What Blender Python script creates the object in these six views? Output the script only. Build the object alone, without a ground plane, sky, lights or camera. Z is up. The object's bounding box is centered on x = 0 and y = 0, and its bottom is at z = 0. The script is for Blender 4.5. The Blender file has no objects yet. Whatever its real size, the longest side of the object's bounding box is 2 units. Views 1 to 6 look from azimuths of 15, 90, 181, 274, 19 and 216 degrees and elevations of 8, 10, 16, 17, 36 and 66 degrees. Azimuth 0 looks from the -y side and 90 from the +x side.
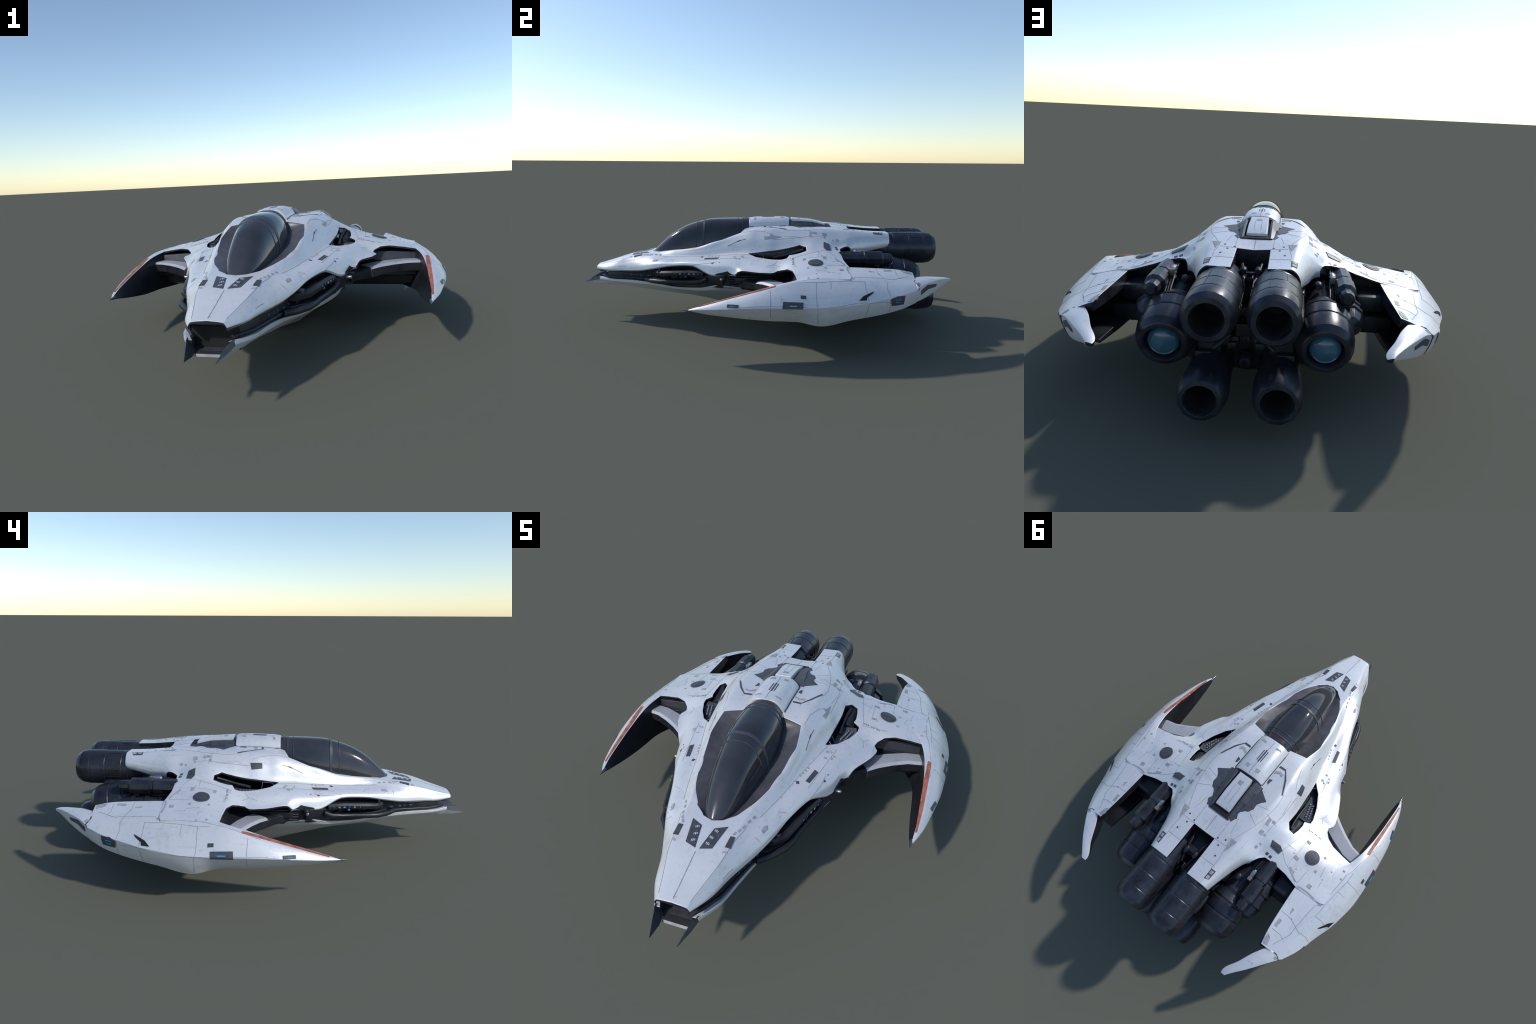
import bpy, bmesh, math, random
import numpy as np
from mathutils import Vector, Matrix
from mathutils.bvhtree import BVHTree

random.seed(7)
SC = bpy.context.scene
COL = SC.collection

# ------------------------------------------------------------------ materials
def nodes_of(name):
    m = bpy.data.materials.new(name)
    m.use_nodes = True
    nt = m.node_tree
    nt.nodes.clear()
    out = nt.nodes.new('ShaderNodeOutputMaterial')
    b = nt.nodes.new('ShaderNodeBsdfPrincipled')
    nt.links.new(b.outputs[0], out.inputs[0])
    return m, nt, b

def add(nt, kind, **kw):
    n = nt.nodes.new(kind)
    for k, v in kw.items():
        if k in n.inputs:
            n.inputs[k].default_value = v
        else:
            setattr(n, k, v)
    return n

def ramp(nt, src, stops):
    r = nt.nodes.new('ShaderNodeValToRGB')
    els = r.color_ramp.elements
    while len(els) < len(stops):
        els.new(0.5)
    for e, (p, c) in zip(els, stops):
        e.position = p
        e.color = (*c, 1) if len(c) == 3 else c
    nt.links.new(src, r.inputs[0])
    return r.outputs[0]

def mix(nt, fac, a, b, mode='MIX'):
    m = nt.nodes.new('ShaderNodeMix')
    m.data_type = 'RGBA'
    m.blend_type = mode
    for sock, v in ((m.inputs[0], fac), (m.inputs[6], a), (m.inputs[7], b)):
        if isinstance(v, (int, float)):
            sock.default_value = v
        elif isinstance(v, tuple):
            sock.default_value = (*v, 1)
        else:
            nt.links.new(v, sock)
    return m.outputs[2]

def coords(nt, scale=(1, 1, 1)):
    tc = nt.nodes.new('ShaderNodeTexCoord')
    mp = nt.nodes.new('ShaderNodeMapping')
    mp.inputs['Scale'].default_value = scale
    nt.links.new(tc.outputs['Object'], mp.inputs[0])
    return mp.outputs[0]

def noise(nt, vec, scale, detail=4, rough=.6):
    n = add(nt, 'ShaderNodeTexNoise', Scale=scale, Detail=detail, Roughness=rough)
    nt.links.new(vec, n.inputs['Vector'])
    return n.outputs[0]

def rounded(nt, b, radius=.004, bump=None, strength=.1, dist=.002):
    bv = add(nt, 'ShaderNodeBevel', Radius=radius)
    bv.samples = 4
    last = bv.outputs[0]
    if bump is not None:
        bp = add(nt, 'ShaderNodeBump', Strength=strength, Distance=dist)
        nt.links.new(bump, bp.inputs['Height'])
        nt.links.new(last, bp.inputs['Normal'])
        last = bp.outputs[0]
    nt.links.new(last, b.inputs['Normal'])

def mat_white(name='white_hull_paint', tint=(.715, .722, .748), rough=.36):
    m, nt, b = nodes_of(name)
    v = coords(nt)
    big = noise(nt, v, 5, 5, .6)
    fine = noise(nt, v, 60, 4, .7)
    c = ramp(nt, big, [(.3, tuple(x * .93 for x in tint)), (.65, tint)])
    # faint rubbed dirt specks
    specks = ramp(nt, fine, [(.30, (.55, .55, .57)), (.40, (1, 1, 1))])
    c = mix(nt, .55, c, specks, 'MULTIPLY')
    smudge = ramp(nt, noise(nt, v, 11, 6, .72), [(.30, (.70, .70, .71)), (.44, (1, 1, 1))])
    c = mix(nt, .5, c, smudge, 'MULTIPLY')
    # streaks running with the airflow
    vs = coords(nt, (38, 3.5, 38))
    st = ramp(nt, noise(nt, vs, 1.6, 3, .6), [(.28, (.80, .81, .83)), (.42, (1, 1, 1))])
    c = mix(nt, .6, c, st, 'MULTIPLY')
    nt.links.new(c, b.inputs['Base Color'])
    r = ramp(nt, big, [(.3, (rough + .1,) * 3), (.7, (rough - .04,) * 3)])
    nt.links.new(r, b.inputs['Roughness'])
    b.inputs['Metallic'].default_value = .30
    rounded(nt, b, .005, fine, .06, .001)
    return m

def mat_dark(name, tint=(.022, .024, .030), rough=.38, metal=.35, var=.5, bev=.004):
    m, nt, b = nodes_of(name)
    v = coords(nt)
    big = noise(nt, v, 14, 5, .65)
    c = ramp(nt, big, [(.3, tuple(x * (1 - var * .6) for x in tint)), (.7, tuple(x * (1 + var) for x in tint))])
    fine = noise(nt, coords(nt, (120, 9, 120)), 1.0, 3, .6)
    scr = ramp(nt, fine, [(.66, (0, 0, 0)), (.80, (.045, .047, .052))])
    c = mix(nt, 1.0, c, scr, 'ADD')
    nt.links.new(c, b.inputs['Base Color'])
    rr = ramp(nt, big, [(.3, (rough - .1,) * 3), (.7, (rough + .12,) * 3)])
    nt.links.new(rr, b.inputs['Roughness'])
    b.inputs['Metallic'].default_value = metal
    rounded(nt, b, bev, big, .15, .004)
    return m

def mat_plain(name, col, rough=.4, metal=0.0, var=.15, scale=40, emit=0):
    m, nt, b = nodes_of(name)
    n = noise(nt, coords(nt), scale, 4, .6)
    c = ramp(nt, n, [(.3, tuple(x * (1 - var) for x in col)), (.7, tuple(min(1, x * (1 + var)) for x in col))])
    nt.links.new(c, b.inputs['Base Color'])
    b.inputs['Roughness'].default_value = rough
    b.inputs['Metallic'].default_value = metal
    return m

WHITE = mat_white()
WHITE2 = mat_white('strut_light_grey', (.50, .50, .53), .42)  # greyer version of the hull white, used on the wing struts
DARK = mat_dark('dark_machinery')
NOZZLE = mat_dark('nozzle_steel', (.036, .039, .050), .33, .55, .55, .0012)
RIB = mat_plain('worn_nozzle_edge', (.050, .053, .062), .4, .5, .4, 60)
NEARBLACK = mat_plain('near_black_recess', (.006, .006, .007), .8, 0, .3)
PIT = mat_plain('cockpit_tub_grey', (.088, .086, .097), .38, .3, .25, 18)
TRIM = mat_plain('dark_panel_grey', (.060, .064, .078), .45, .1, .3, 60)
LINE = mat_plain('seam_line_grey', (.24, .245, .265), .6, 0, .4, 50)
MARK = mat_plain('faded_marking_grey', (.32, .325, .35), .5, 0, .35, 90)
ORANGE = mat_plain('orange_stripe_paint', (.36, .112, .066), .5, 0, .45, 45)
STEEL = mat_plain('bare_steel', (.40, .40, .41), .22, .9, .2, 30)
BLUE = mat_plain('blue_light_strip', (.03, .27, .56), .25, 0, .2, 60)  # lamp glow put into the base colour; nothing is emitted
DIMBLUE = mat_plain('dim_blue_painted_glow', (.025, .12, .22), .25, 0, .4, 90)
LETTER = mat_plain('pale_lettering', (.50, .53, .58), .5, 0, .2, 90)
REDDARK = mat_plain('dull_red_panel', (.055, .030, .032), .35, 0, .3, 80)
GUN = mat_plain('gunmetal_tip', (.17, .17, .18), .3, .8, .2, 30)
BRONZE = mat_plain('worn_bronze_plate', (.20, .165, .145), .4, .3, .5, 26)

def mat_lens():
    m, nt, b = nodes_of('blue_engine_lens')
    n = noise(nt, coords(nt), 14, 4, .6)
    c = ramp(nt, n, [(.3, (.030, .085, .135)), (.7, (.055, .15, .215))])
    nt.links.new(c, b.inputs['Base Color'])
    b.inputs['Roughness'].default_value = .22
    b.inputs['Coat Weight'].default_value = .4
    return m
LENS = mat_lens()

def mat_glass():
    m, nt, b = nodes_of('smoked_canopy_glass')
    n = noise(nt, coords(nt), 9, 4, .5)
    c = ramp(nt, n, [(.3, (.028, .030, .038)), (.7, (.044, .047, .056))])
    nt.links.new(c, b.inputs['Base Color'])
    b.inputs['Roughness'].default_value = .10
    return m
GLASS = mat_glass()

# ------------------------------------------------------------------- geometry
ROOT = bpy.data.objects.new('star_fighter', None)
COL.objects.link(ROOT)
ROOT['label'] = 'white twin-winged space fighter with dark engines and smoked canopy'
ROOT['category'] = 'spaceship'

def pchip(xs, ys, xq):
    xs = np.asarray(xs, float); ys = np.asarray(ys, float); xq = np.asarray(xq, float)
    h = np.diff(xs); d = np.diff(ys) / h
    m = np.zeros_like(ys)
    for i in range(1, len(xs) - 1):
        if d[i - 1] * d[i] > 0:
            w1, w2 = 2 * h[i] + h[i - 1], h[i] + 2 * h[i - 1]
            m[i] = (w1 + w2) / (w1 / d[i - 1] + w2 / d[i])
    m[0], m[-1] = d[0], d[-1]
    i = np.clip(np.searchsorted(xs, xq) - 1, 0, len(h) - 1)
    t = (xq - xs[i]) / h[i]
    t2, t3 = t * t, t * t * t
    return ((2 * t3 - 3 * t2 + 1) * ys[i] + (t3 - 2 * t2 + t) * h[i] * m[i]
            + (-2 * t3 + 3 * t2) * ys[i + 1] + (t3 - t2) * h[i] * m[i + 1])

def make(name, verts, faces, mats, parent=ROOT, angle=35, midx=None, fix=True):
    me = bpy.data.meshes.new(name)
    me.from_pydata([tuple(map(float, v)) for v in verts], [], faces)
    if not isinstance(mats, (list, tuple)):
        mats = [mats]
    for mt in mats:
        me.materials.append(mt)
    if midx is not None:
        me.polygons.foreach_set('material_index', midx)
    if fix:
        bm = bmesh.new(); bm.from_mesh(me)
        bmesh.ops.recalc_face_normals(bm, faces=bm.faces)
        bm.to_mesh(me); bm.free()
    smooth(me, angle)
    o = bpy.data.objects.new(name, me)
    COL.objects.link(o)
    o.parent = parent
    return o

def smooth(me, angle):
    me.polygons.foreach_set('use_smooth', [True] * len(me.polygons))
    if angle is not None:
        me.set_sharp_from_angle(angle=math.radians(angle))

def loft(name, rings, mats, parent=ROOT, angle=35, caps=True, mfun=None):
    n, k = len(rings), len(rings[0])
    verts = [p for r in rings for p in r]
    faces, mi = [], []
    for i in range(n - 1):
        for j in range(k):
            a, b = i * k + j, i * k + (j + 1) % k
            faces.append((a, b, b + k, a + k))
            mi.append(mfun(i, j) if mfun else 0)
    if caps:
        faces.append(tuple(range(k))[::-1]); mi.append(mfun(0, -1) if mfun else 0)
        faces.append(tuple((n - 1) * k + j for j in range(k))); mi.append(mfun(n - 1, -1) if mfun else 0)
    return make(name, verts, faces, mats, parent, angle, mi)

def table_loft(table, ys, sub=1):
    """table: {y: [(x,z),...]} -> rings of points, monotone splines along y."""
    ky = sorted(table)
    arr = np.array([table[y] for y in ky], float)          # n,k,2
    k = arr.shape[1]
    out = np.zeros((len(ys), k, 3))
    for j in range(k):
        out[:, j, 0] = pchip(ky, arr[:, j, 0], ys)
        out[:, j, 2] = pchip(ky, arr[:, j, 1], ys)
        out[:, j, 1] = ys
    return out

def lathe(name, prof, c, mats, seg=28, parent=ROOT, angle=35, axis=(0, 1, 0), phase=0.0, mfun=None, squash=(1, 1)):
    """prof: (distance along axis, radius) from centre c."""
    a = Vector(axis).normalized()
    q = a.to_track_quat('Y', 'Z').to_matrix()
    rings = []
    for d, r in prof:
        rings.append([Vector(c) + q @ Vector((r * squash[0] * math.cos(t + phase), d, r * squash[1] * math.sin(t + phase)))
                      for t in (2 * math.pi * i / seg for i in range(seg))])
    return loft(name, rings, mats, parent, angle, True, mfun)

def prism(name, outline, z0, z1, mats, shrink=1.0, parent=None, axis='z', centre=None):
    """outline in xy (axis z); top ring at z1, bottom ring at z0 scaled by shrink."""
    cx = sum(p[0] for p in outline) / len(outline); cy = sum(p[1] for p in outline) / len(outline)
    if centre: cx, cy = centre
    z0f = z0 if callable(z0) else (lambda x, y: z0)
    bot = []
    for x, y in outline:
        xx, yy = cx + (x - cx) * shrink, cy + (y - cy) * shrink
        bot.append((xx, yy, z0f(xx, yy)))
    top = [(x, y, z1) for x, y in outline]
    return loft(name, [bot, top], mats, parent, 30)

def box(name, lo, hi, mats, parent=ROOT, bevel=.004, rot=None, taper=1.0):
    bm = bmesh.new()
    c = [(a + b) / 2 for a, b in zip(lo, hi)]; s = [(b - a) for a, b in zip(lo, hi)]
    bmesh.ops.create_cube(bm, size=1)
    for v in bm.verts:
        t = taper if v.co.z > 0 else 1
        v.co = Vector((v.co.x * s[0] * t, v.co.y * s[1] * t, v.co.z * s[2]))
    if bevel:
        bmesh.ops.bevel(bm, geom=bm.edges[:], offset=min(bevel, min(s) * .3), segments=2, affect='EDGES', profile=.6)
    if rot:
        bmesh.ops.rotate(bm, verts=bm.verts, cent=(0, 0, 0), matrix=Matrix.Rotation(rot[0], 3, rot[1]))
    for v in bm.verts:
        v.co += Vector(c)
    me = bpy.data.meshes.new(name); bm.to_mesh(me); bm.free()
    for mt in (mats if isinstance(mats, (list, tuple)) else [mats]):
        me.materials.append(mt)
    smooth(me, 30)
    o = bpy.data.objects.new(name, me); COL.objects.link(o); o.parent = parent
    return o

def tube(name, pts, r, mat, parent=ROOT, res=3):
    cu = bpy.data.curves.new(name, 'CURVE'); cu.dimensions = '3D'
    sp = cu.splines.new('POLY'); sp.points.add(len(pts) - 1)
    for p, q in zip(sp.points, pts):
        p.co = (*q, 1)
    cu.bevel_depth = r; cu.bevel_resolution = res; cu.use_fill_caps = True
    tmp = bpy.data.objects.new(name, cu); COL.objects.link(tmp)
    dg = bpy.context.evaluated_depsgraph_get()
    me = bpy.data.meshes.new_from_object(tmp.evaluated_get(dg))
    bpy.data.objects.remove(tmp); bpy.data.curves.remove(cu)
    me.materials.clear(); me.materials.append(mat)
    smooth(me, 40)
    o = bpy.data.objects.new(name, me); COL.objects.link(o); o.parent = parent
    return o

def join(name, objs, parent=ROOT, stuff=False):
    """merge the meshes of objs into one object."""
    verts, faces, mi, mats = [], [], [], []
    for o in objs:
        me = o.data; off = len(verts)
        M = o.matrix_basis
        verts += [tuple(M @ v.co) for v in me.vertices]
        idx = []
        for mt in me.materials:
            if mt not in mats: mats.append(mt)
            idx.append(mats.index(mt))
        for p in me.polygons:
            faces.append(tuple(off + v for v in p.vertices)); mi.append(idx[p.material_index])
        bpy.data.objects.remove(o); bpy.data.meshes.remove(me)
    o = make(name, verts, faces, mats, parent, 32, mi, fix=False)
    if stuff: o['kind'] = 'stuff'
    return o

def mirrored(o, name=None):
    me = o.data.copy()
    bm = bmesh.new(); bm.from_mesh(me)
    for v in bm.verts: v.co.x = -v.co.x
    bmesh.ops.reverse_faces(bm, faces=bm.faces)
    bm.to_mesh(me); bm.free()
    c = bpy.data.objects.new(name or o.name.split('.')[0], me)
    COL.objects.link(c); c.parent = o.parent
    for k in ('kind',):
        if k in o: c[k] = o[k]
    return c

def boolean(o, cutters, keep=False):
    for c in cutters:
        md = o.modifiers.new('cut', 'BOOLEAN')
        md.operation = 'DIFFERENCE'; md.solver = 'MANIFOLD'; md.object = c
        md.material_mode = 'TRANSFER' if hasattr(md, 'material_mode') else md.material_mode
    dg = bpy.context.evaluated_depsgraph_get()
    me = bpy.data.meshes.new_from_object(o.evaluated_get(dg))
    o.modifiers.clear()
    old = o.data; o.data = me; bpy.data.meshes.remove(old)
    if not keep:
        for c in cutters:
            m = c.data; bpy.data.objects.remove(c); bpy.data.meshes.remove(m)
    return o

# ----------------------------------------------------------- upper hull + wings
# half cross-sections (x, z): centre, deck edge, flank, groove, shoulder, edge, wing edge
HULL = {
 -.918: [(0, .300), (.052, .294), (.0545, .292), (.057, .289), (.059, .286), (.061, .283), (.0625, .279)],
 -.84:  [(0, .322), (.072, .316), (.078, .310), (.086, .303), (.094, .295), (.100, .286), (.102, .280)],
 -.75:  [(0, .349), (.093, .343), (.100, .336), (.108, .326), (.118, .313), (.127, .297), (.130, .285)],
 -.65:  [(0, .370), (.104, .366), (.117, .358), (.131, .347), (.151, .330), (.167, .308), (.171, .294)],
 -.556: [(0, .384), (.108, .382), (.122, .376), (.141, .366), (.180, .350), (.205, .330), (.210, .314)],
 -.45:  [(0, .41), (.132, .403), (.150, .390), (.169, .372), (.212, .358), (.236, .346), (.242, .336)],
 -.34:  [(0, .43), (.164, .418), (.182, .398), (.198, .378), (.245, .370), (.278, .356), (.284, .346)],
 -.22:  [(0, .47), (.178, .458), (.202, .423), (.226, .388), (.282, .378), (.330, .350), (.347, .308)],
 -.10:  [(0, .51), (.170, .500), (.212, .463), (.252, .403), (.320, .386), (.372, .352), (.390, .318)],
 0.0:   [(0, .532), (.172, .528), (.222, .490), (.280, .408), (.360, .384), (.435, .346), (.66, .322)],
 .10:   [(0, .538), (.178, .535), (.244, .489), (.299, .412), (.380, .387), (.475, .347), (.66, .335)],
 .20:   [(0, .538), (.178, .535), (.246, .498), (.311, .432), (.372, .412), (.475, .386), (.66, .352)],
 .31:   [(0, .537), (.174, .534), (.243, .503), (.308, .464), (.372, .430), (.475, .405), (.66, .357)],
 .37:   [(0, .533), (.170, .533), (.243, .494), (.302, .464), (.366, .436), (.455, .406), (.66, .359)],
 .45:   [(0, .526), (.160, .530), (.236, .482), (.280, .448), (.340, .434), (.420, .408), (.66, .360)],
 .52:   [(0, .515), (.158, .525), (.212, .494), (.236, .466), (.246, .448), (.250, .435), (.246, .418)],
 .58:   [(0, .511), (.152, .518), (.195, .494), (.212, .468), (.217, .450), (.219, .432), (.214, .412)],
 .65:   [(0, .506), (.148, .511), (.178, .494), (.194, .470), (.199, .455), (.200, .440), (.197, .425)],
 .742:  [(0, .503), (.142, .507), (.160, .497), (.174, .476), (.178, .462), (.179, .450), (.176, .440)],
}
NU = 9                                                   # samples per span
def hull_rings():
    ys = np.unique(np.concatenate([np.linspace(-.918, .742, 200)]))
    g = table_loft(HULL, ys)
    rings = []
    for r in g:
        chord = np.concatenate([[0], np.cumsum(np.hypot(np.diff(r[:, 0]), np.diff(r[:, 2])))])
        q = np.concatenate([np.linspace(chord[i], chord[i + 1], NU, endpoint=False) for i in range(6)] + [[chord[-1]]])
        x = pchip(chord, r[:, 0], q); z = pchip(chord, r[:, 2], q)
        y = r[0, 1]
        w = x / x[-1]
        th = .008 + .095 * np.clip(1 - (x / (.62 * min(x[-1], .40))) ** 3, 0, 1) * np.clip((y + .92) / .25, .04, 1)
        xi = np.where(w > .985, x - .006, x * .995)
        top = [(a, y, b) for a, b in zip(x, z)]
        bot = [(a, y, b - t) for a, b, t in zip(xi, z, th)]
        half = top + bot[::-1]                              # centre top -> edge -> centre bottom
        left = [(-a, yy, b) for a, yy, b in half]
        ring = top[::-1][:-1]                               # +edge .. centre(excl)
        ring = [p for p in top[::-1]] + [(-a, yy, b) for a, yy, b in top[1:]] \
             + [(-a, yy, b) for a, yy, b in bot[::-1]] + [p for p in bot[1:]]
        rings.append(ring)
    return rings, 2 * (6 * NU + 1) - 1

def both(outline):
    return [outline, [(-x, y) for x, y in outline][::-1]]

rings, ntop = hull_rings()
hull = loft('hull', rings, [WHITE, DARK], ROOT, 38, True,
            lambda i, j: 0 if (0 <= j <= ntop) or j == len(rings[0]) - 1 else 1)

cut = []
# cockpit trough
half = [(.042, -.590), (.087, -.550), (.120, -.480), (.151, -.398), (.163, -.315), (.172, -.24), (.184, -.18), (.169, -.079), (.090, -.060)]
tub = [(0, -.604)] + half + [(-x, y) for x, y in half][::-1]
floor_z = lambda x, y: float(np.interp(y, [-.6, -.45, -.25, -.05], [.362, .386, .427, .486]))
CW = {-.604: .006, -.545: .058, -.40: .094, -.258: .111, -.186: .114, -.10: .110, -.06: .096}
def tub_foot(x, y):
    yy = -.33 + (y + .33) * .955
    return math.copysign(min(abs(x), float(np.interp(yy, sorted(CW), [CW[k] for k in sorted(CW)]))), x), yy
foot = [tub_foot(x, y) for x, y in tub]
cut.append(loft('c', [[(x, y, floor_z(x, y)) for x, y in foot], [(x, y, float(np.interp(y, [-.6, -.45, -.3, -.06], [.383, .405, .43, .515])) - .002) for x, y in tub],
                      [(x, y, .7) for x, y in tub]], PIT, None, 30))
# engine slot at the tail
cut.append(prism('c', [(-.063, .538), (.064, .538), (.064, .9), (-.063, .9)], .3, .7, DARK))
for s in both([(.355, -.30), (.352, -.20), (.365, -.14), (.400, -.083), (.438, -.012), (.458, .03), (.472, .075), (.473, .095), (.457, .118),
               (.465, .14), (.490, .168), (.535, .190), (.60, .200), (.656, .205), (.8, .205), (.8, -.30)]):
    cut.append(prism('c', s, .1, .7, DARK))
for s in both([(.262, .9), (.190, .9), (.1825, .742), (.204, .65), (.222, .58), (.253, .52), (.280, .472), (.300, .452), (.345, .449), (.42, .452),
               (.50, .470), (.56, .470), (.8, .470), (.8, .9)]):
    cut.append(prism('c', s, .1, .7, DARK))
# shoulder vents
VENT = [(.262, -.054), (.310, -.008), (.352, .067), (.379, .142), (.380, .170), (.348, .187), (.354, .21), (.352, .25), (.345, .288),
        (.314, .286), (.287, .25), (.287, .18), (.278, .086), (.268, -.01)]
for s in both(VENT):
    cut.append(prism('c', s, lambda x, y: .36 + max(0, y - .15) * .5, .7, DARK, .88))
boolean(hull, cut)
smooth(hull.data, 38)

def split_off(o, name, test):
    """move the faces for which test(centre) holds into a part of its own, keeping the shared normals."""
    me = o.data
    nrm = [tuple(n.vector) for n in me.corner_normals]
    groups = ([], [])
    for p in me.polygons:
        groups[1 if test(p.center) else 0].append(p)
    out = []
    for g in groups:
        ids, verts, faces, ln, mi = {}, [], [], [], []
        for p in g:
            f = []
            for li in p.loop_indices:
                v = me.loops[li].vertex_index
                if v not in ids:
                    ids[v] = len(verts); verts.append(tuple(me.vertices[v].co))
                f.append(ids[v]); ln.append(nrm[li])
            faces.append(f); mi.append(p.material_index)
        m = bpy.data.meshes.new(name)
        m.from_pydata(verts, [], faces)
        for mt in me.materials: m.materials.append(mt)
        m.polygons.foreach_set('material_index', mi)
        m.polygons.foreach_set('use_smooth', [True] * len(faces))
        m.update()
        m.normals_split_custom_set(ln)
        out.append(m)
    o.data = out[0]
    w = bpy.data.objects.new(name, out[1]); COL.objects.link(w); w.parent = o.parent
    return w
seam_x = lambda y: float(np.interp(y, [.17, .20, .376, .41, .46], [.388, .388, .352, .385, .40]))
wings = [split_off(hull, 'wing', lambda c, s=s: s * c.x > seam_x(c.y) and c.y > .16) for s in (1, -1)]

# ---------------------------------------------------------------- lower hull
LOW = {  # half section: top edge, bulge, lower chine, bottom centre
 -.900: [(.078, .234), (.080, .222), (.060, .190), (0, .184)],
 -.81:  [(.122, .230), (.122, .218), (.085, .190), (0, .178)],
 -.71:  [(.142, .231), (.142, .215), (.10, .184), (0, .168)],
 -.57:  [(.173, .222), (.172, .208), (.12, .168), (0, .152)],
 -.44:  [(.222, .212), (.216, .198), (.14, .156), (0, .142)],
 -.30:  [(.285, .222), (.276, .204), (.15, .138), (0, .124)],
 -.19:  [(.342, .250), (.322, .220), (.16, .116), (0, .090)],
 -.08:  [(.355, .244), (.325, .210), (.14, .078), (0, .050)],
 .02:   [(.345, .232), (.315, .195), (.11, .040), (0, .0)],
 .16:   [(.330, .222), (.300, .180), (.12, .030), (0, .008)],
 .30:   [(.330, .222), (.295, .180), (.13, .030), (0, .020)],
}
def low_rings():
    ys = np.linspace(-.900, .30, 90)
    out = []
    for r in table_loft(LOW, ys):
        pts = [tuple(p) for p in r]
        sub = []
        for a, b in zip(pts[:-1], pts[1:]):
            for t in np.linspace(0, 1, 6, endpoint=False):
                sub.append(tuple(np.array(a) * (1 - t) + np.array(b) * t))
        sub.append(pts[-1])
        top_in = (pts[0][0] - .02, pts[0][1], pts[0][2] - .002)
        ring = [top_in] + sub + [(-x, y, z) for x, y, z in sub[-2::-1]] + [(-top_in[0], top_in[1], top_in[2])]
        out.append(ring)
    return out
lr = low_rings()
lower = loft('lower_hull', lr, [WHITE, DARK], ROOT, 30, True, lambda i, j: 1 if j in (len(lr[0]) - 1, -1) else 0)

boolean(lower, [loft('c', [[(-x, y, .1955), (x, y, .1955), (x + .002, y, .30), (-x - .002, y, .30)] for x, y in ((.050, -.95), (.058, -.895), (.070, -.842))], TRIM, None, 30)])
smooth(lower.data, 30)

# nose prongs
def prong(s):
    base = [(.0765, -.893, .2405), (.0815, -.893, .2205), (.0608, -.893, .1885), (.050, -.893, .196)]
    mid = [(.062, -.938, .229), (.0695, -.938, .209), (.057, -.938, .187), (.044, -.938, .194)]
    tip = [(.049, -.992, .1985), (.050, -.992, .1965), (.048, -.992, .194), (.047, -.992, .1965)]
    rs = [[(s * x, y, z) for x, y, z in r] for r in (base, mid, tip)]
    return loft('prong', rs, [WHITE, STEEL, TRIM], ROOT, 30, True, lambda i, j: 0 if j in (1, 2) else 2)
prong(1); prong(-1)
nose_lip = loft('nose_lip', [[(x, -.890, .184), (x, -.910, .184), (x, -.920, .188), (x, -.914, .195), (x, -.890, .1975)] for x in (-.046, 0, .046)], GUN, ROOT, 40)

# ------------------------------------------------------------------ dark core
CORE = {  # half section: top, upper edge, mid, lower edge
 -.850: [(.050, .300), (.070, .286), (.082, .255), (.080, .190)],
 -.80:  [(.080, .298), (.098, .285), (.108, .255), (.105, .225)],
 -.70:  [(.11, .310), (.135, .288), (.138, .255), (.134, .225)],
 -.57:  [(.15, .330), (.182, .310), (.175, .265), (.162, .220)],
 -.45:  [(.18, .335), (.205, .325), (.185, .270), (.19, .208)],
 -.34:  [(.20, .340), (.240, .335), (.225, .275), (.24, .215)],
 -.22:  [(.24, .350), (.310, .325), (.325, .275), (.32, .235)],
 -.10:  [(.26, .360), (.355, .330), (.345, .275), (.345, .235)],
 .02:   [(.30, .360), (.380, .330), (.365, .275), (.34, .215)],
 .15:   [(.30, .370), (.40, .335), (.37, .275), (.31, .20)],
 .30:   [(.25, .410), (.36, .370), (.33, .275), (.27, .13)],
 .44:   [(.22, .42), (.30, .38), (.29, .27), (.22, .115)],
 .50:   [(.20, .43), (.22, .40), (.23, .27), (.18, .110)],
 .66: [(.15, .45), (.175, .41), (.16, .30), (.10, .12)],
}
def core_rings():
    out = []
    for r in table_loft(CORE, np.linspace(-.850, .66, 80)):
        p = [tuple(q) for q in r]
        out.append(p + [(-x, y, z) for x, y, z in p[::-1]])
    return out
core = loft('engine_core', core_rings(), [DARK, NEARBLACK], ROOT, 25, True, lambda i, j: 1 if (j == -1 and i == 0) else 0)

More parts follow.
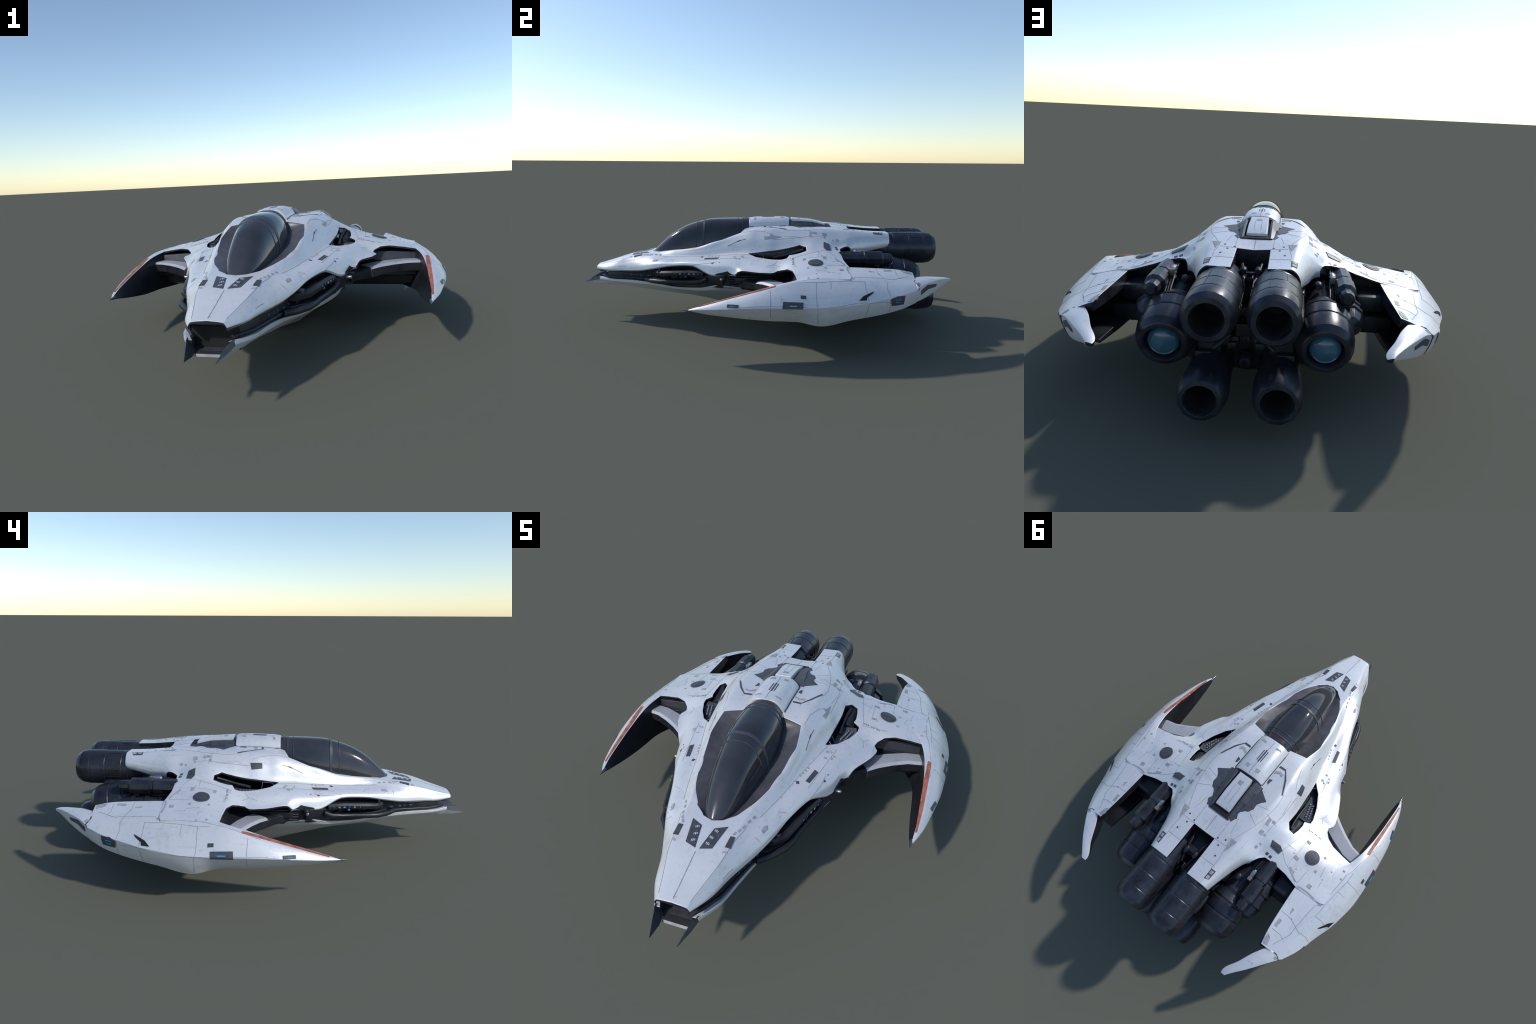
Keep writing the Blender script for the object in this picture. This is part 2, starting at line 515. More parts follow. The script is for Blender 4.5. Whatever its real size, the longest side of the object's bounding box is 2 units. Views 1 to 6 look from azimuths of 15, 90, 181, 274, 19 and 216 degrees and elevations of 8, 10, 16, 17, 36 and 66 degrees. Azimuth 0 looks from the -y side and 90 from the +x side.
# ---------------------------------------------------------------- cockpit
CAN = {  # y: half width, base z, top z
 -.602: (.008, .360, .372), -.58: (.038, .350, .394), -.545: (.057, .345, .428), -.486: (.075, .342, .478), -.40: (.090, .348, .527),
 -.32: (.102, .362, .553), -.258: (.109, .378, .566), -.186: (.112, .400, .570), -.10: (.103, .430, .571), -.028: (.085, .45, .572)}
def can_rings(ys, grow=0.0):
    ky = sorted(CAN)
    w, zb, zt = (pchip(ky, [CAN[k][i] for k in ky], ys) for i in range(3))
    out = []
    for y, a, b, c in zip(ys, w, zb, zt):
        ring = []
        for t in np.linspace(0, math.pi, 33):
            e = .80                                            # superellipse: slightly square shoulders
            cx, sz = math.cos(t), math.sin(t)
            ring.append((math.copysign(abs(cx) ** e, cx) * (a + grow), y, b + (c + grow - b) * sz ** .85))
        out.append(ring)
    return out
canopy = loft('canopy', can_rings(np.linspace(-.602, -.028, 60)), GLASS, ROOT, 50)
def hoop(y0, y1, name):
    ys = np.linspace(y0, y1, 4)
    return loft(name, can_rings(ys, .0022), TRIM, canopy, 40)
hoop(-.300, -.288, 'canopy_frame')
hoop(-.338, -.336, 'canopy_rib')
hoop(-.104, -.101, 'canopy_rib')
hoop(-.076, -.070, 'canopy_frame')

# dorsal spine
SP = {-.036: .0, .0: .006, .10: .0085, .17: .0085, .192: .003}
def spine_ring(y, d, w=1.0):
    half = [(0, .572), (.030, .571), (.050, .567), (.067, .555), (.079, .541), (.084, .528), (.084, .49)]
    r = [(x * w, y, z + (d if i < 5 else 0)) for i, (x, z) in enumerate(half)]
    return r + [(-x, yy, z) for x, yy, z in r[:0:-1]]
spine = loft('dorsal_spine', [spine_ring(y, d) for y, d in SP.items()], WHITE, ROOT, 32)
collar = loft('spine_collar', [spine_ring(.186, -.001, 1.02), spine_ring(.205, -.004, 1.06), spine_ring(.214, -.016, 1.03)], DARK, spine, 35)

# dorsal hatch: dark wedge with a white lid
def wedge(name, sec, mat, parent):
    rings = []
    for y, w0, w1, z0, z1 in sec:
        rings.append([(w1, y, z1), (w0, y, z0), (-w0, y, z0), (-w1, y, z1)])
    return loft(name, rings, mat, parent, 30)
for sx in (1, -1):                                            # dark frame cheeks with a stepped outer edge
    loft('hatch_cheek', [[(sx * x, y, z) for x, z in ((.050, .52), (.050, zt), (.058, zt + .002), (xo, zo), (xo, .52))]
         for y, zt, xo, zo in ((.200, .560, .100, .538), (.245, .560, .094, .538), (.25, .560, .086, .541), (.32, .556, .082, .541), (.325, .555, .076, .542), (.385, .541, .072, .536), (.428, .528, .066, .527))], TRIM, ROOT, 25)
hatch = wedge('dorsal_hatch', [(.200, .049, .049, .52, .550), (.32, .049, .049, .52, .546), (.372, .049, .049, .51, .537), (.40, .056, .052, .50, .5345), (.430, .066, .062, .50, .5335)], NEARBLACK, ROOT)
wedge('hatch_lid', [(.206, .041, .037, .54, .574), (.32, .043, .040, .53, .565), (.372, .044, .041, .52, .553), (.398, .043, .041, .50, .545)], WHITE, hatch)

# ------------------------------------------------------------------- blades
BL = {  # y: inner top, top crease, bulge, keel, inner bottom
 -.300: [(.680, .216), (.683, .2175), (.686, .216), (.681, .211), (.677, .211)],
 -.265: [(.684, .229), (.693, .230), (.702, .222), (.680, .205), (.670, .206)],
 -.22:  [(.687, .244), (.702, .242), (.718, .227), (.684, .197), (.667, .198)],
 -.11:  [(.687, .276), (.712, .273), (.744, .238), (.693, .186), (.661, .182)],
 0.0:   [(.684, .306), (.713, .303), (.765, .249), (.700, .177), (.658, .170)],
 .10:   [(.674, .334), (.707, .331), (.774, .253), (.703, .171), (.652, .167)],
 .20:   [(.650, .353), (.690, .354), (.780, .254), (.712, .171), (.620, .167)],
 .31:   [(.58, .374), (.670, .360), (.780, .256), (.745, .161), (.545, .18)],
 .46:   [(.500, .385), (.652, .357), (.760, .266), (.728, .187), (.485, .190)],
 .60:   [(.505, .382), (.622, .350), (.714, .280), (.690, .202), (.490, .200)],
 .70:   [(.512, .378), (.600, .345), (.680, .295), (.658, .220), (.500, .207)],
 .776:  [(.524, .366), (.582, .342), (.641, .310), (.618, .240), (.507, .214)],
}
def blade_ring(p, y):
    I, R, M, K, B = [np.array(q) for q in p]
    def span(a, b, n, bulge=0.0):
        nrm = np.array([-(b - a)[1], (b - a)[0]]); L = np.linalg.norm(nrm) + 1e-9; nrm = nrm / L
        return [a + (b - a) * t + nrm * bulge * L * math.sin(math.pi * t) for t in np.linspace(0, 1, n, endpoint=False)]
    q = span(I, R, 5, .02) + span(R, M, 8, .06) + span(M, K, 8, .05) + span(K, B, 4) + span(B, I, 6)
    return [(a[0], y, a[1]) for a in q]
def blade(s):
    ys = np.concatenate([np.linspace(-.300, .2, 36), np.linspace(.2, .776, 42)[1:]])
    g = table_loft(BL, ys)
    rings = [blade_ring([(p[0], p[2]) for p in r], y) for r, y in zip(g, ys)]
    rings = [[(s * x, y, z) for x, y, z in r] for r in rings]
    nb = len(rings[0])
    return loft('wingtip_blade', rings, [WHITE, DARK], ROOT, 28, True, lambda i, j: 1 if (j >= 21 or j == -1) else 0)
TAIL = {
 .770: [(.556, .348), (.585, .343), (.642, .312), (.620, .240), (.556, .246)],
 .83:  [(.518, .345), (.550, .345), (.596, .330), (.580, .254), (.520, .262)],
 .90:  [(.484, .336), (.512, .340), (.542, .334), (.530, .279), (.490, .283)],
 .975: [(.444, .318), (.458, .324), (.478, .326), (.472, .306), (.448, .304)],
 .988: [(.446, .316), (.456, .319), (.468, .321), (.464, .308), (.450, .307)],
}
def tail(s, parent):
    ys = np.linspace(.770, .988, 16)
    rings = [blade_ring([(p[0], p[2]) for p in r], y) for r, y in zip(table_loft(TAIL, ys), ys)]
    rings = [[(s * x + .003, y, z) for x, y, z in r] for r in rings]
    return loft('blade_tail', rings, [WHITE, DARK], parent, 30, True, lambda i, j: 1 if (j >= 21 or j == -1) else 0)
def hollow(s):
    out = [(.40, .478), (.60, .478), (.628, .54), (.615, .62), (.575, .70), (.548, .82), (.40, .82)]
    rr = [[(s * x, y, z) for x, y in out] for z in (.226, .334)]
    return loft('c', rr, DARK, None, 30)
blades = []
for s in (1, -1):
    b = blade(s); blades.append(b)
    boolean(b, [hollow(s)]); smooth(b.data, 28)
    for v in b.data.vertices: v.co.x += .003
    tail(s, b)
    lathe('blade_tip', [(-.012, .0075), (.006, .0065), (.018, .0045), (.036, .0006)], (s * .680 + .003, -.292, .2145), GUN, 10, b, 40, axis=(-.05 * s, -1, .0))

# wing under-structure (dark box behind the wing deck edge)
UND = {
 .10: [(.36, .300), (.50, .272), (.52, .245), (.36, .245)],
 .15: [(.36, .305), (.648, .285), (.652, .240), (.36, .240)],
 .188: [(.36, .310), (.650, .290), (.654, .225), (.36, .225)],
 .20: [(.36, .352), (.652, .336), (.655, .190), (.36, .190)],
 .23: [(.34, .380), (.655, .338), (.660, .175), (.34, .175)],
 .36: [(.30, .390), (.66, .340), (.665, .165), (.30, .165)],
 .40: [(.30, .395), (.66, .340), (.66, .200), (.30, .200)],
}
for s in (1, -1):
    loft('wing_frame', [[(s * p[0], p[1], p[2]) for p in r] for r in table_loft(UND, np.array(sorted(UND)))], DARK, ROOT, 25)

# ------------------------------------------------------------------- arm struts
def strut(s):
    def sweep(name, path, widths, sec, mats, mf):
        rings = []
        for i, (x, y, z) in enumerate(path):
            a = Vector(path[max(0, i - 1)]); b = Vector(path[min(len(path) - 1, i + 1)])
            t = (b - a).normalized(); n = t.cross(Vector((0, 0, 1))).normalized(); u = n.cross(t)
            ring = []
            for dn, du in sec:
                q = Vector((x, y, z)) + n * dn * widths[i] + u * du
                ring.append((s * q.x, q.y, q.z))
            rings.append(ring)
        return loft(name, rings, mats, ROOT, 30, True, mf)
    sec = ((-1, .008), (-.72, .024), (.72, .024), (1, .014), (1, -.022), (.8, -.028), (-.85, -.028), (-1, -.014))
    sweep('wing_strut', [(.425, .050, .274), (.47, .082, .280), (.53, .116, .284), (.60, .148, .286), (.668, .160, .286)],
          [.050, .048, .045, .042, .040], sec, [WHITE2, DARK], lambda i, j: 1 if j in (3, 4, 5, 6) else 0)
    sweep('strut_root', [(.33, -.05, .27), (.38, .01, .270), (.44, .052, .273)], [.05, .044, .042],
          [(a, b * .92) for a, b in sec], [DARK], None)
strut(1); strut(-1)

# ------------------------------------------------------------------- engines
def nozzle(name, c, prof, bore, seg, phase=0):
    n = len(prof)
    o = lathe(name, prof + bore, c, [NOZZLE, NEARBLACK], seg, ROOT, 19 if seg > 14 else 31, phase=phase, mfun=lambda i, j: 1 if i >= n + 1 else 0)
    return o
for s in (1, -1):
    nozzle('upper_nozzle', (s * .100, 0, .420),
           [(.62, .070), (.70, .078), (.735, .079), (.737, .086), (.758, .087), (.762, .0858), (.766, .0858), (.768, .087), (.845, .088), (.847, .0866), (.851, .0866), (.855, .0885),
            (.925, .0885), (.927, .0874), (.931, .0874), (.934, .0885), (.955, .0880), (.982, .0835), (1.000, .0735), (1.0045, .0700), (1.006, .0545)],
           [(1.002, .053), (.985, .050), (.90, .047), (.86, .03)], 22, .1)
    ribs = []
    for k in range(11):                                       # lengthwise plate joints on the upper shroud
        a = math.radians(14 + 31 * k + 5 * (k % 2))
        ca, sa = math.cos(a), math.sin(a)
        y0, y1 = ((.775, .842), (.858, .924), (.775, .924))[k % 3]
        p0 = Vector((s * .100 + .0868 * ca, 0, .420 + .0868 * sa)); t = Vector((-sa, 0, ca)) * .0011; n = Vector((ca, 0, sa)) * .0022
        ribs.append(loft('r', [[p0 - t - n + Vector((0, y, 0)), p0 + t - n + Vector((0, y, 0)), p0 + t + n + Vector((0, y, 0)), p0 - t + n + Vector((0, y, 0))] for y in (y0, y1)], RIB, ROOT, 30))
    join('nozzle_joint', ribs, ROOT, True)
    nozzle('lower_nozzle', (s * .120, 0, .150),
           [(.40, .060), (.55, .075), (.80, .077), (.86, .078), (.862, .081), (.93, .085), (.965, .083), (.996, .0745), (1.004, .069), (1.006, .0555)],
           [(1.004, .054), (.98, .049), (.90, .046), (.85, .03)], 12, .26)
    ax = Vector((0, 1, -.18)).normalized()
    n0 = [(-.02, .045), (.04, .050), (.10, .062), (.16, .072), (.175, .078), (.19, .078), (.195, .086), (.23, .099), (.235, .096), (.243, .096), (.247, .103),
          (.30, .102), (.302, .099), (.309, .099), (.312, .102), (.350, .102), (.378, .0965), (.400, .083), (.404, .078), (.405, .066)]
    side = lathe('side_engine', n0 + [(.401, .064), (.390, .060), (.34, .058), (.33, .05)], (s * .268, .470, .340), [NOZZLE, NEARBLACK], 20, ROOT, 19, ax,
                 .1, lambda i, j: 1 if i >= len(n0) + 1 else 0)
    lathe('engine_lens', [(.335, .057), (.384, .055), (.394, .050), (.400, .044), (.397, .041), (.404, .030), (.410, .0)], (s * .268, .470, .340), LENS, 28, side, 50, ax)
    lathe('fuel_canister', [(.43, .030), (.445, .037), (.552, .037), (.556, .033), (.568, .033), (.572, .040), (.660, .040), (.668, .034), (.674, .028), (.70, .029), (.715, .026), (.722, .016)],
          (s * .344, 0, .400), NOZZLE, 10, ROOT, 20, phase=.1)
    lathe('engine_outrigger', [(.46, .03), (.50, .048), (.60, .056), (.68, .054), (.715, .040), (.725, .02)], (s * .360, 0, .300), NOZZLE, 10, ROOT, 20)
    for yy, rr in ((.52, .050), (.585, .056), (.65, .056)):
        lathe('pod_clamp', [(-.010, rr), (-.009, rr + .006), (.009, rr + .006), (.010, rr)], (s * .360, yy, .300), DARK, 10, ROOT, 20)
    # braided feed lines and the brass-coloured valve between canister and engine
    ps = []
    for k in range(4):
        x0 = .298 + .010 * k
        ps.append(tube('p', [(s * x0, .45, .42), (s * (x0 - .004), .52, .428 - .004 * k), (s * (x0 - .008), .60, .405 - .006 * k), (s * (x0 - .01), .70, .368 - .004 * k)], .0045, DARK, side))
    ps.append(lathe('v', [(-.02, .006), (-.012, .012), (.012, .012), (.02, .007)], (s * .300, .545, .428), STEEL, 8, side))
    ps.append(box('v', (s * .30 - .010, .565, .41), (s * .30 + .010, .585, .436), BRONZE, side, .003))
    join('feed_line', ps, side, True)
    # stub block and beam under the wing trailing edge
    box('wing_stub', (min(s * .40, s * .51), .40, .285), (max(s * .40, s * .51), .535, .350), DARK, ROOT, .016)
    box('wing_beam', (min(s * .36, s * .54), .38, .205), (max(s * .36, s * .54), .55, .275), DARK, ROOT, .012)

# dark belly fairing that carries the lower and side engines
BEL = {  # half section: side top, side, side low, chine, bottom, centre
 .22: [(.34, .30), (.35, .23), (.30, .155), (.22, .070), (.13, .024), (0, .010)],
 .34: [(.38, .30), (.40, .24), (.34, .170), (.25, .082), (.15, .032), (0, .020)],
 .46: [(.38, .30), (.415, .25), (.36, .180), (.265, .112), (.165, .058), (0, .036)],
 .60: [(.38, .30), (.412, .255), (.368, .190), (.272, .134), (.18, .080), (0, .055)],
 .68: [(.35, .30), (.392, .265), (.355, .21), (.27, .16), (.18, .11), (0, .095)],
 .715: [(.32, .29), (.35, .27), (.32, .22), (.25, .18), (.16, .14), (0, .13)],
}
bell = []
for r in table_loft(BEL, np.linspace(.22, .715, 36)):
    q = [tuple(p) for p in r]
    bell.append(q + [(-x, y, z) for x, y, z in q[-2::-1]])
loft('belly_fairing', bell, DARK, ROOT, 28)
# pylons and tail blocks
box('tail_block', (-.20, .44, .12), (.20, .66, .40), DARK, ROOT, .02)
for s in (1, -1):
    box('nozzle_pylon', (s * .125 - .045, .5, .16), (s * .125 + .045, .80, .31), DARK, ROOT, .02)

# upper engine shroud collar, tail machinery
rnd = random.Random(11)
def clutter(name, n, region, size, parent=ROOT, mats=(DARK,), sym=True):
    """small boxes and pipes filling a machinery bay."""
    obs = []
    for k in range(n):
        c = [rnd.uniform(*r) for r in region]
        d = [rnd.uniform(*size) for _ in range(3)]
        kind = rnd.random()
        for sx in ((1, -1) if sym else (1,)):
            cc = (c[0] * sx, c[1], c[2])
            if kind < .6:
                obs.append(box('b', [a - b / 2 for a, b in zip(cc, d)], [a + b / 2 for a, b in zip(cc, d)], mats[k % len(mats)], parent, .003))
            else:
                obs.append(lathe('b', [(-d[1], d[0] * .3), (-d[1] * .5, d[0] * .45), (d[1] * .5, d[0] * .45), (d[1], d[0] * .3)], cc, mats[k % len(mats)], 10, parent))
    return join(name, obs, parent, True)
clutter('tail_machinery', 46, ((.0, .19), (.62, .81), (.17, .36)), (.02, .06))
clutter('canister_clutter', 16, ((.22, .36), (.46, .66), (.36, .41)), (.014, .035))
clutter('slot_machinery', 9, ((.0, .045), (.56, .74), (.40, .47)), (.012, .035))
for s in (1, -1):
    tube('slot_pipe', [(s * .05, .55, .46), (s * .035, .60, .475), (s * .03, .66, .455), (s * .012, .72, .44), (s * .02, .80, .40)], .006, DARK)
    tube('tail_pipe', [(s * .03, .70, .35), (s * .06, .76, .33), (s * .05, .84, .30), (s * .10, .86, .26)], .008, DARK)

# ------------------------------------------------------ flank intake machinery
for s in (1, -1):
    def P(*pts):
        return [(s * x, y, z) for x, y, z in pts]
    pod_path = [(.168, -.610, .242), (.208, -.568, .242), (.247, -.520, .246), (.262, -.470, .248), (.272, -.410, .250), (.292, -.340, .254), (.310, -.285, .262), (.322, -.25, .280)]
    lip = tube('intake_lip', P(*pod_path), .0135, DARK)
    bar = loft('intake_bar', [[(s * (x + dx), y, z + dz) for dx, dz in ((-.03, .012), (.0, .014), (.010, .004), (.008, -.012), (-.03, -.016))]
               for x, y, z in ((.205, -.548, .286), (.244, -.505, .290), (.264, -.44, .296), (.284, -.36, .303), (.306, -.292, .306), (.312, -.272, .302))], DARK, ROOT, 30)
    loft('intake_floor', [[(s * a, y, z) for a, z in ((x - .06, .235), (x, .243), (x - .004, .258), (x - .07, .268))]
         for x, y in ((.195, -.57), (.236, -.515), (.262, -.44), (.285, -.36), (.305, -.29), (.315, -.25))], DARK, ROOT, 30)
    # flat guard plate behind the intake, rising into the white pinch
    loft('intake_guard', [[(s * (x + a), y, z) for a, z in ((-.03, .30), (0, .298), (.004, .27), (-.004, .236), (-.04, .230))]
         for x, y in ((.314, -.262), (.332, -.215), (.348, -.180), (.350, -.165))], DARK, ROOT, 30)
    marks = []
    for k in range(7):                                        # pale stencilling on the upper bar
        t = k / 6
        x, y, z = .258 + .046 * t, -.45 + .15 * t, .2965 + .008 * t
        marks.append(box('m', (s * (x + .0095) - .0014, y - .005, z - .004), (s * (x + .0095) + .0014, y + .005, z + .002), MARK if k % 3 else DIMBLUE, bar, 0))
    join('intake_stencil', marks, bar, True)
    lathe('marker_light', [(-.006, .007), (.002, .007), (.004, .005), (.005, .0)], (s * .283, -.372, .284), BLUE if s < 0 else DIMBLUE, 12, bar, 50, (s, -.3, .1))
    for k, (y, ln) in enumerate(((-.70, .014), (-.668, .006), (-.64, .013), (-.595, .018), (-.552, .006))):
        x = float(np.interp(y, [-.80, -.70, -.57], [.108, .138, .177])) + .0005
        box('nose_light', (s * x - .0025, y - ln / 2, .258), (s * x + .0025, y + ln / 2, .266), DIMBLUE, ROOT, .001)
    # ledge rails along the nose channel
    tube('nose_rail', P((.064, -.88, .240), (.112, -.80, .240), (.141, -.70, .243), (.165, -.61, .244)), .006, DARK)
    tube('nose_rail', P((.060, -.90, .266), (.104, -.80, .274), (.138, -.70, .276), (.172, -.60, .284)), .004, DARK)
    lathe('sensor_pin', [(0, .008), (.012, .009), (.028, .008), (.032, .004)], (s * .346, -.168, .288), STEEL, 12, ROOT, 40, (s, -.12, 0))
    lathe('sensor_boss', [(-.02, .018), (.004, .016), (.010, .010)], (s * .346, -.165, .288), DARK, 12, ROOT, 40, (s, 0, 0))
    for k in range(5):
        z = .252 + .013 * k
        tube('bay_conduit', P((.348, -.13, z), (.362 + .004 * k, -.06, z + .004), (.375 + .004 * k, .02, z + .006), (.372, .10, z)), .0052, DARK)
    lathe('bay_drum', [(-.05, .022), (-.04, .027), (.05, .027), (.06, .020)], (s * .352, -.02, .258), TRIM, 14, ROOT, 35)
    box('bay_block', (min(s * .33, s * .385), -.10, .268), (max(s * .33, s * .385), -.035, .300), DARK, ROOT, .006)
clutter('intake_clutter', 12, ((.20, .225), (-.53, -.40), (.262, .30)), (.012, .03))
clutter('bay_clutter', 14, ((.335, .37), (-.12, .12), (.245, .32)), (.014, .04))


# shoulder vent inserts
for s in (1, -1):
    def P(*pts):
        return [(s * x, y, z) for x, y, z in pts]
    v = loft('vent_tray', [P((.291, .172, .386), (.289, .03, .372), (.312, .03, .362), (.372, .135, .378), (.362, .172, .394)),
                           P((.291, .172, .340), (.289, .03, .340), (.312, .03, .340), (.372, .135, .340), (.362, .172, .340))], TRIM, ROOT, 25)
    g = []
    for k in range(6):
        for r in range(2):
            x, y = .312 + .016 * r + .004 * k, .075 + .014 * k
            z = .3725 + .0125 * (y - .03) / .14 + (x - .30) * (-.06) + .005
            g.append(box('g', (s * x - .003, y - .004, z), (s * x + .003, y + .004, z + .003), LINE, v, 0))
    join('vent_stencil', g, v, True)
    loft('vent_arch', [P((x - .03, y, z - .02), (x - .03, y, z), (x - .01, y, z + .012), (x + .012, y, z + .010), (x + .03, y, z - .004), (x + .03, y, z - .02))
         for x, y, z in ((.318, .183, .388), (.318, .20, .402), (.318, .235, .410), (.320, .27, .425))], DARK, ROOT, 30)
    loft('vent_fin', [P((.334, y, .37), (.334, y, z), (.338, y, z), (.338, y, .37)) for y, z in ((.19, .405), (.23, .415), (.27, .42))], DARK, ROOT, 30)
    tube('vent_pipe', P((.300, .10, .392), (.300, .17, .408), (.306, .22, .425), (.316, .26, .440)), .007, DARK)

# -------------------------------------------------------------- surface plates
bpy.context.view_layer.update()
def skin_tree():
    V, F = [], []
    for o in bpy.data.objects:
        if o.type == 'MESH' and o.name.split('.')[0] in ('hull', 'wing', 'wingtip_blade', 'blade_tail', 'dorsal_spine', 'dorsal_hatch', 'hatch_lid', 'lower_hull', 'canopy', 'engine_core'):
            off = len(V)
            V += [v.co.copy() for v in o.data.vertices]
            F += [tuple(off + i for i in p.vertices) for p in o.data.polygons]
    return BVHTree.FromPolygons(V, F)
SKIN = skin_tree()
def unit_normal(pts):
    n = Vector()
    for a, b in zip(pts, pts[1:] + pts[:1]):
        n += a.cross(b)
    return n.normalized()
def outward(n, p):
    return n.z + n.x * math.copysign(1.0, p.x)
def plate(name, pts, mat, h=.0016, parent=hull, step=.012):
    """thin raised plate over a polygon of surface points, wrapped onto the skin."""
    pts = [Vector(p) for p in pts]
    n = unit_normal(pts)
    c = sum(pts, Vector()) / len(pts)
    if outward(n, c) < 0: n = -n
    bm = bmesh.new()
    bm.faces.new([bm.verts.new(p) for p in pts])
    bmesh.ops.triangulate(bm, faces=bm.faces[:])
    for _ in range(5):
        es = [e for e in bm.edges if e.calc_length() > step]
        if not es: break
        bmesh.ops.subdivide_edges(bm, edges=es, cuts=1)
        bmesh.ops.triangulate(bm, faces=[f for f in bm.faces if len(f.verts) > 3])
    for f in bm.faces:
        f.normal_update()
        if f.normal.dot(n) < 0: f.normal_flip()
    for v in bm.verts:
        r = SKIN.ray_cast(v.co + n * .05, -n, .10)
        if r[0] is None or abs((r[0] - v.co).dot(n)) > .035:
            r = SKIN.find_nearest(v.co)
        if (r[0] - v.co).length < .04:
            v.co = r[0]
        v.co += n * h
    ret = bmesh.ops.extrude_face_region(bm, geom=bm.faces[:])
    for v in [g for g in ret['geom'] if isinstance(g, bmesh.types.BMVert)]:
        v.co -= n * (h + .003)
    bmesh.ops.recalc_face_normals(bm, faces=bm.faces)
    me = bpy.data.meshes.new(name); bm.to_mesh(me); bm.free()
    me.materials.append(mat); smooth(me, 40)
    o = bpy.data.objects.new(name, me); COL.objects.link(o); o.parent = parent
    return o
def seam(pts, w=.0016, h=.0006, mat=None):
    """narrow strip following a polyline on the skin."""
    pts = [Vector(p) for p in pts]
    path = []
    for a, b in zip(pts[:-1], pts[1:]):
        n = max(1, int((b - a).length / .008))
        path += [a.lerp(b, i / n) for i in range(n)]
    path.append(pts[-1])
    on = []
    for p in path:
        r = SKIN.find_nearest(p)
        if outward(r[1], p) < 0:                              # caught the under side of a thin deck
            r = SKIN.ray_cast(p + Vector((0, 0, .06)), Vector((0, 0, -1)), .12)
            if r[0] is None: continue
        on.append((r[0], r[1]))
    rings = []
    for i, (p, n) in enumerate(on):
        t = (on[min(i + 1, len(on) - 1)][0] - on[max(i - 1, 0)][0])
        sd = t.cross(n)
        if sd.length < 1e-7: continue
        sd.normalize()
        rings.append([p + sd * w / 2 - n * .002, p + sd * w / 2 + n * h, p - sd * w / 2 + n * h, p - sd * w / 2 - n * .002])
    return loft('s', rings, mat or LINE, hull, 40)
def mx(pts, s=1):
    return [(s * p[0], p[1], p[2]) for p in pts]
def circle(c, r, n=28, u=(1, 0, 0), v=(0, 1, 0)):
    c, u, v = Vector(c), Vector(u), Vector(v)
    return [c + u * r * math.cos(2 * math.pi * k / n) + v * r * math.sin(2 * math.pi * k / n) for k in range(n)]
def rect(c, a, w, l, tilt=(0, 0)):
    """rectangle on top of the hull, centre c, rotated by a, width w (across) and length l; tilt = dz/dx, dz/dy."""
    ca, sa = math.cos(a), math.sin(a)
    out = []
    for i, j in ((-1, -1), (1, -1), (1, 1), (-1, 1)):
        dx, dy = i * w / 2 * ca - j * l / 2 * sa, i * w / 2 * sa + j * l / 2 * ca
        out.append((c[0] + dx, c[1] + dy, c[2] + tilt[0] * dx + tilt[1] * dy))
    return out

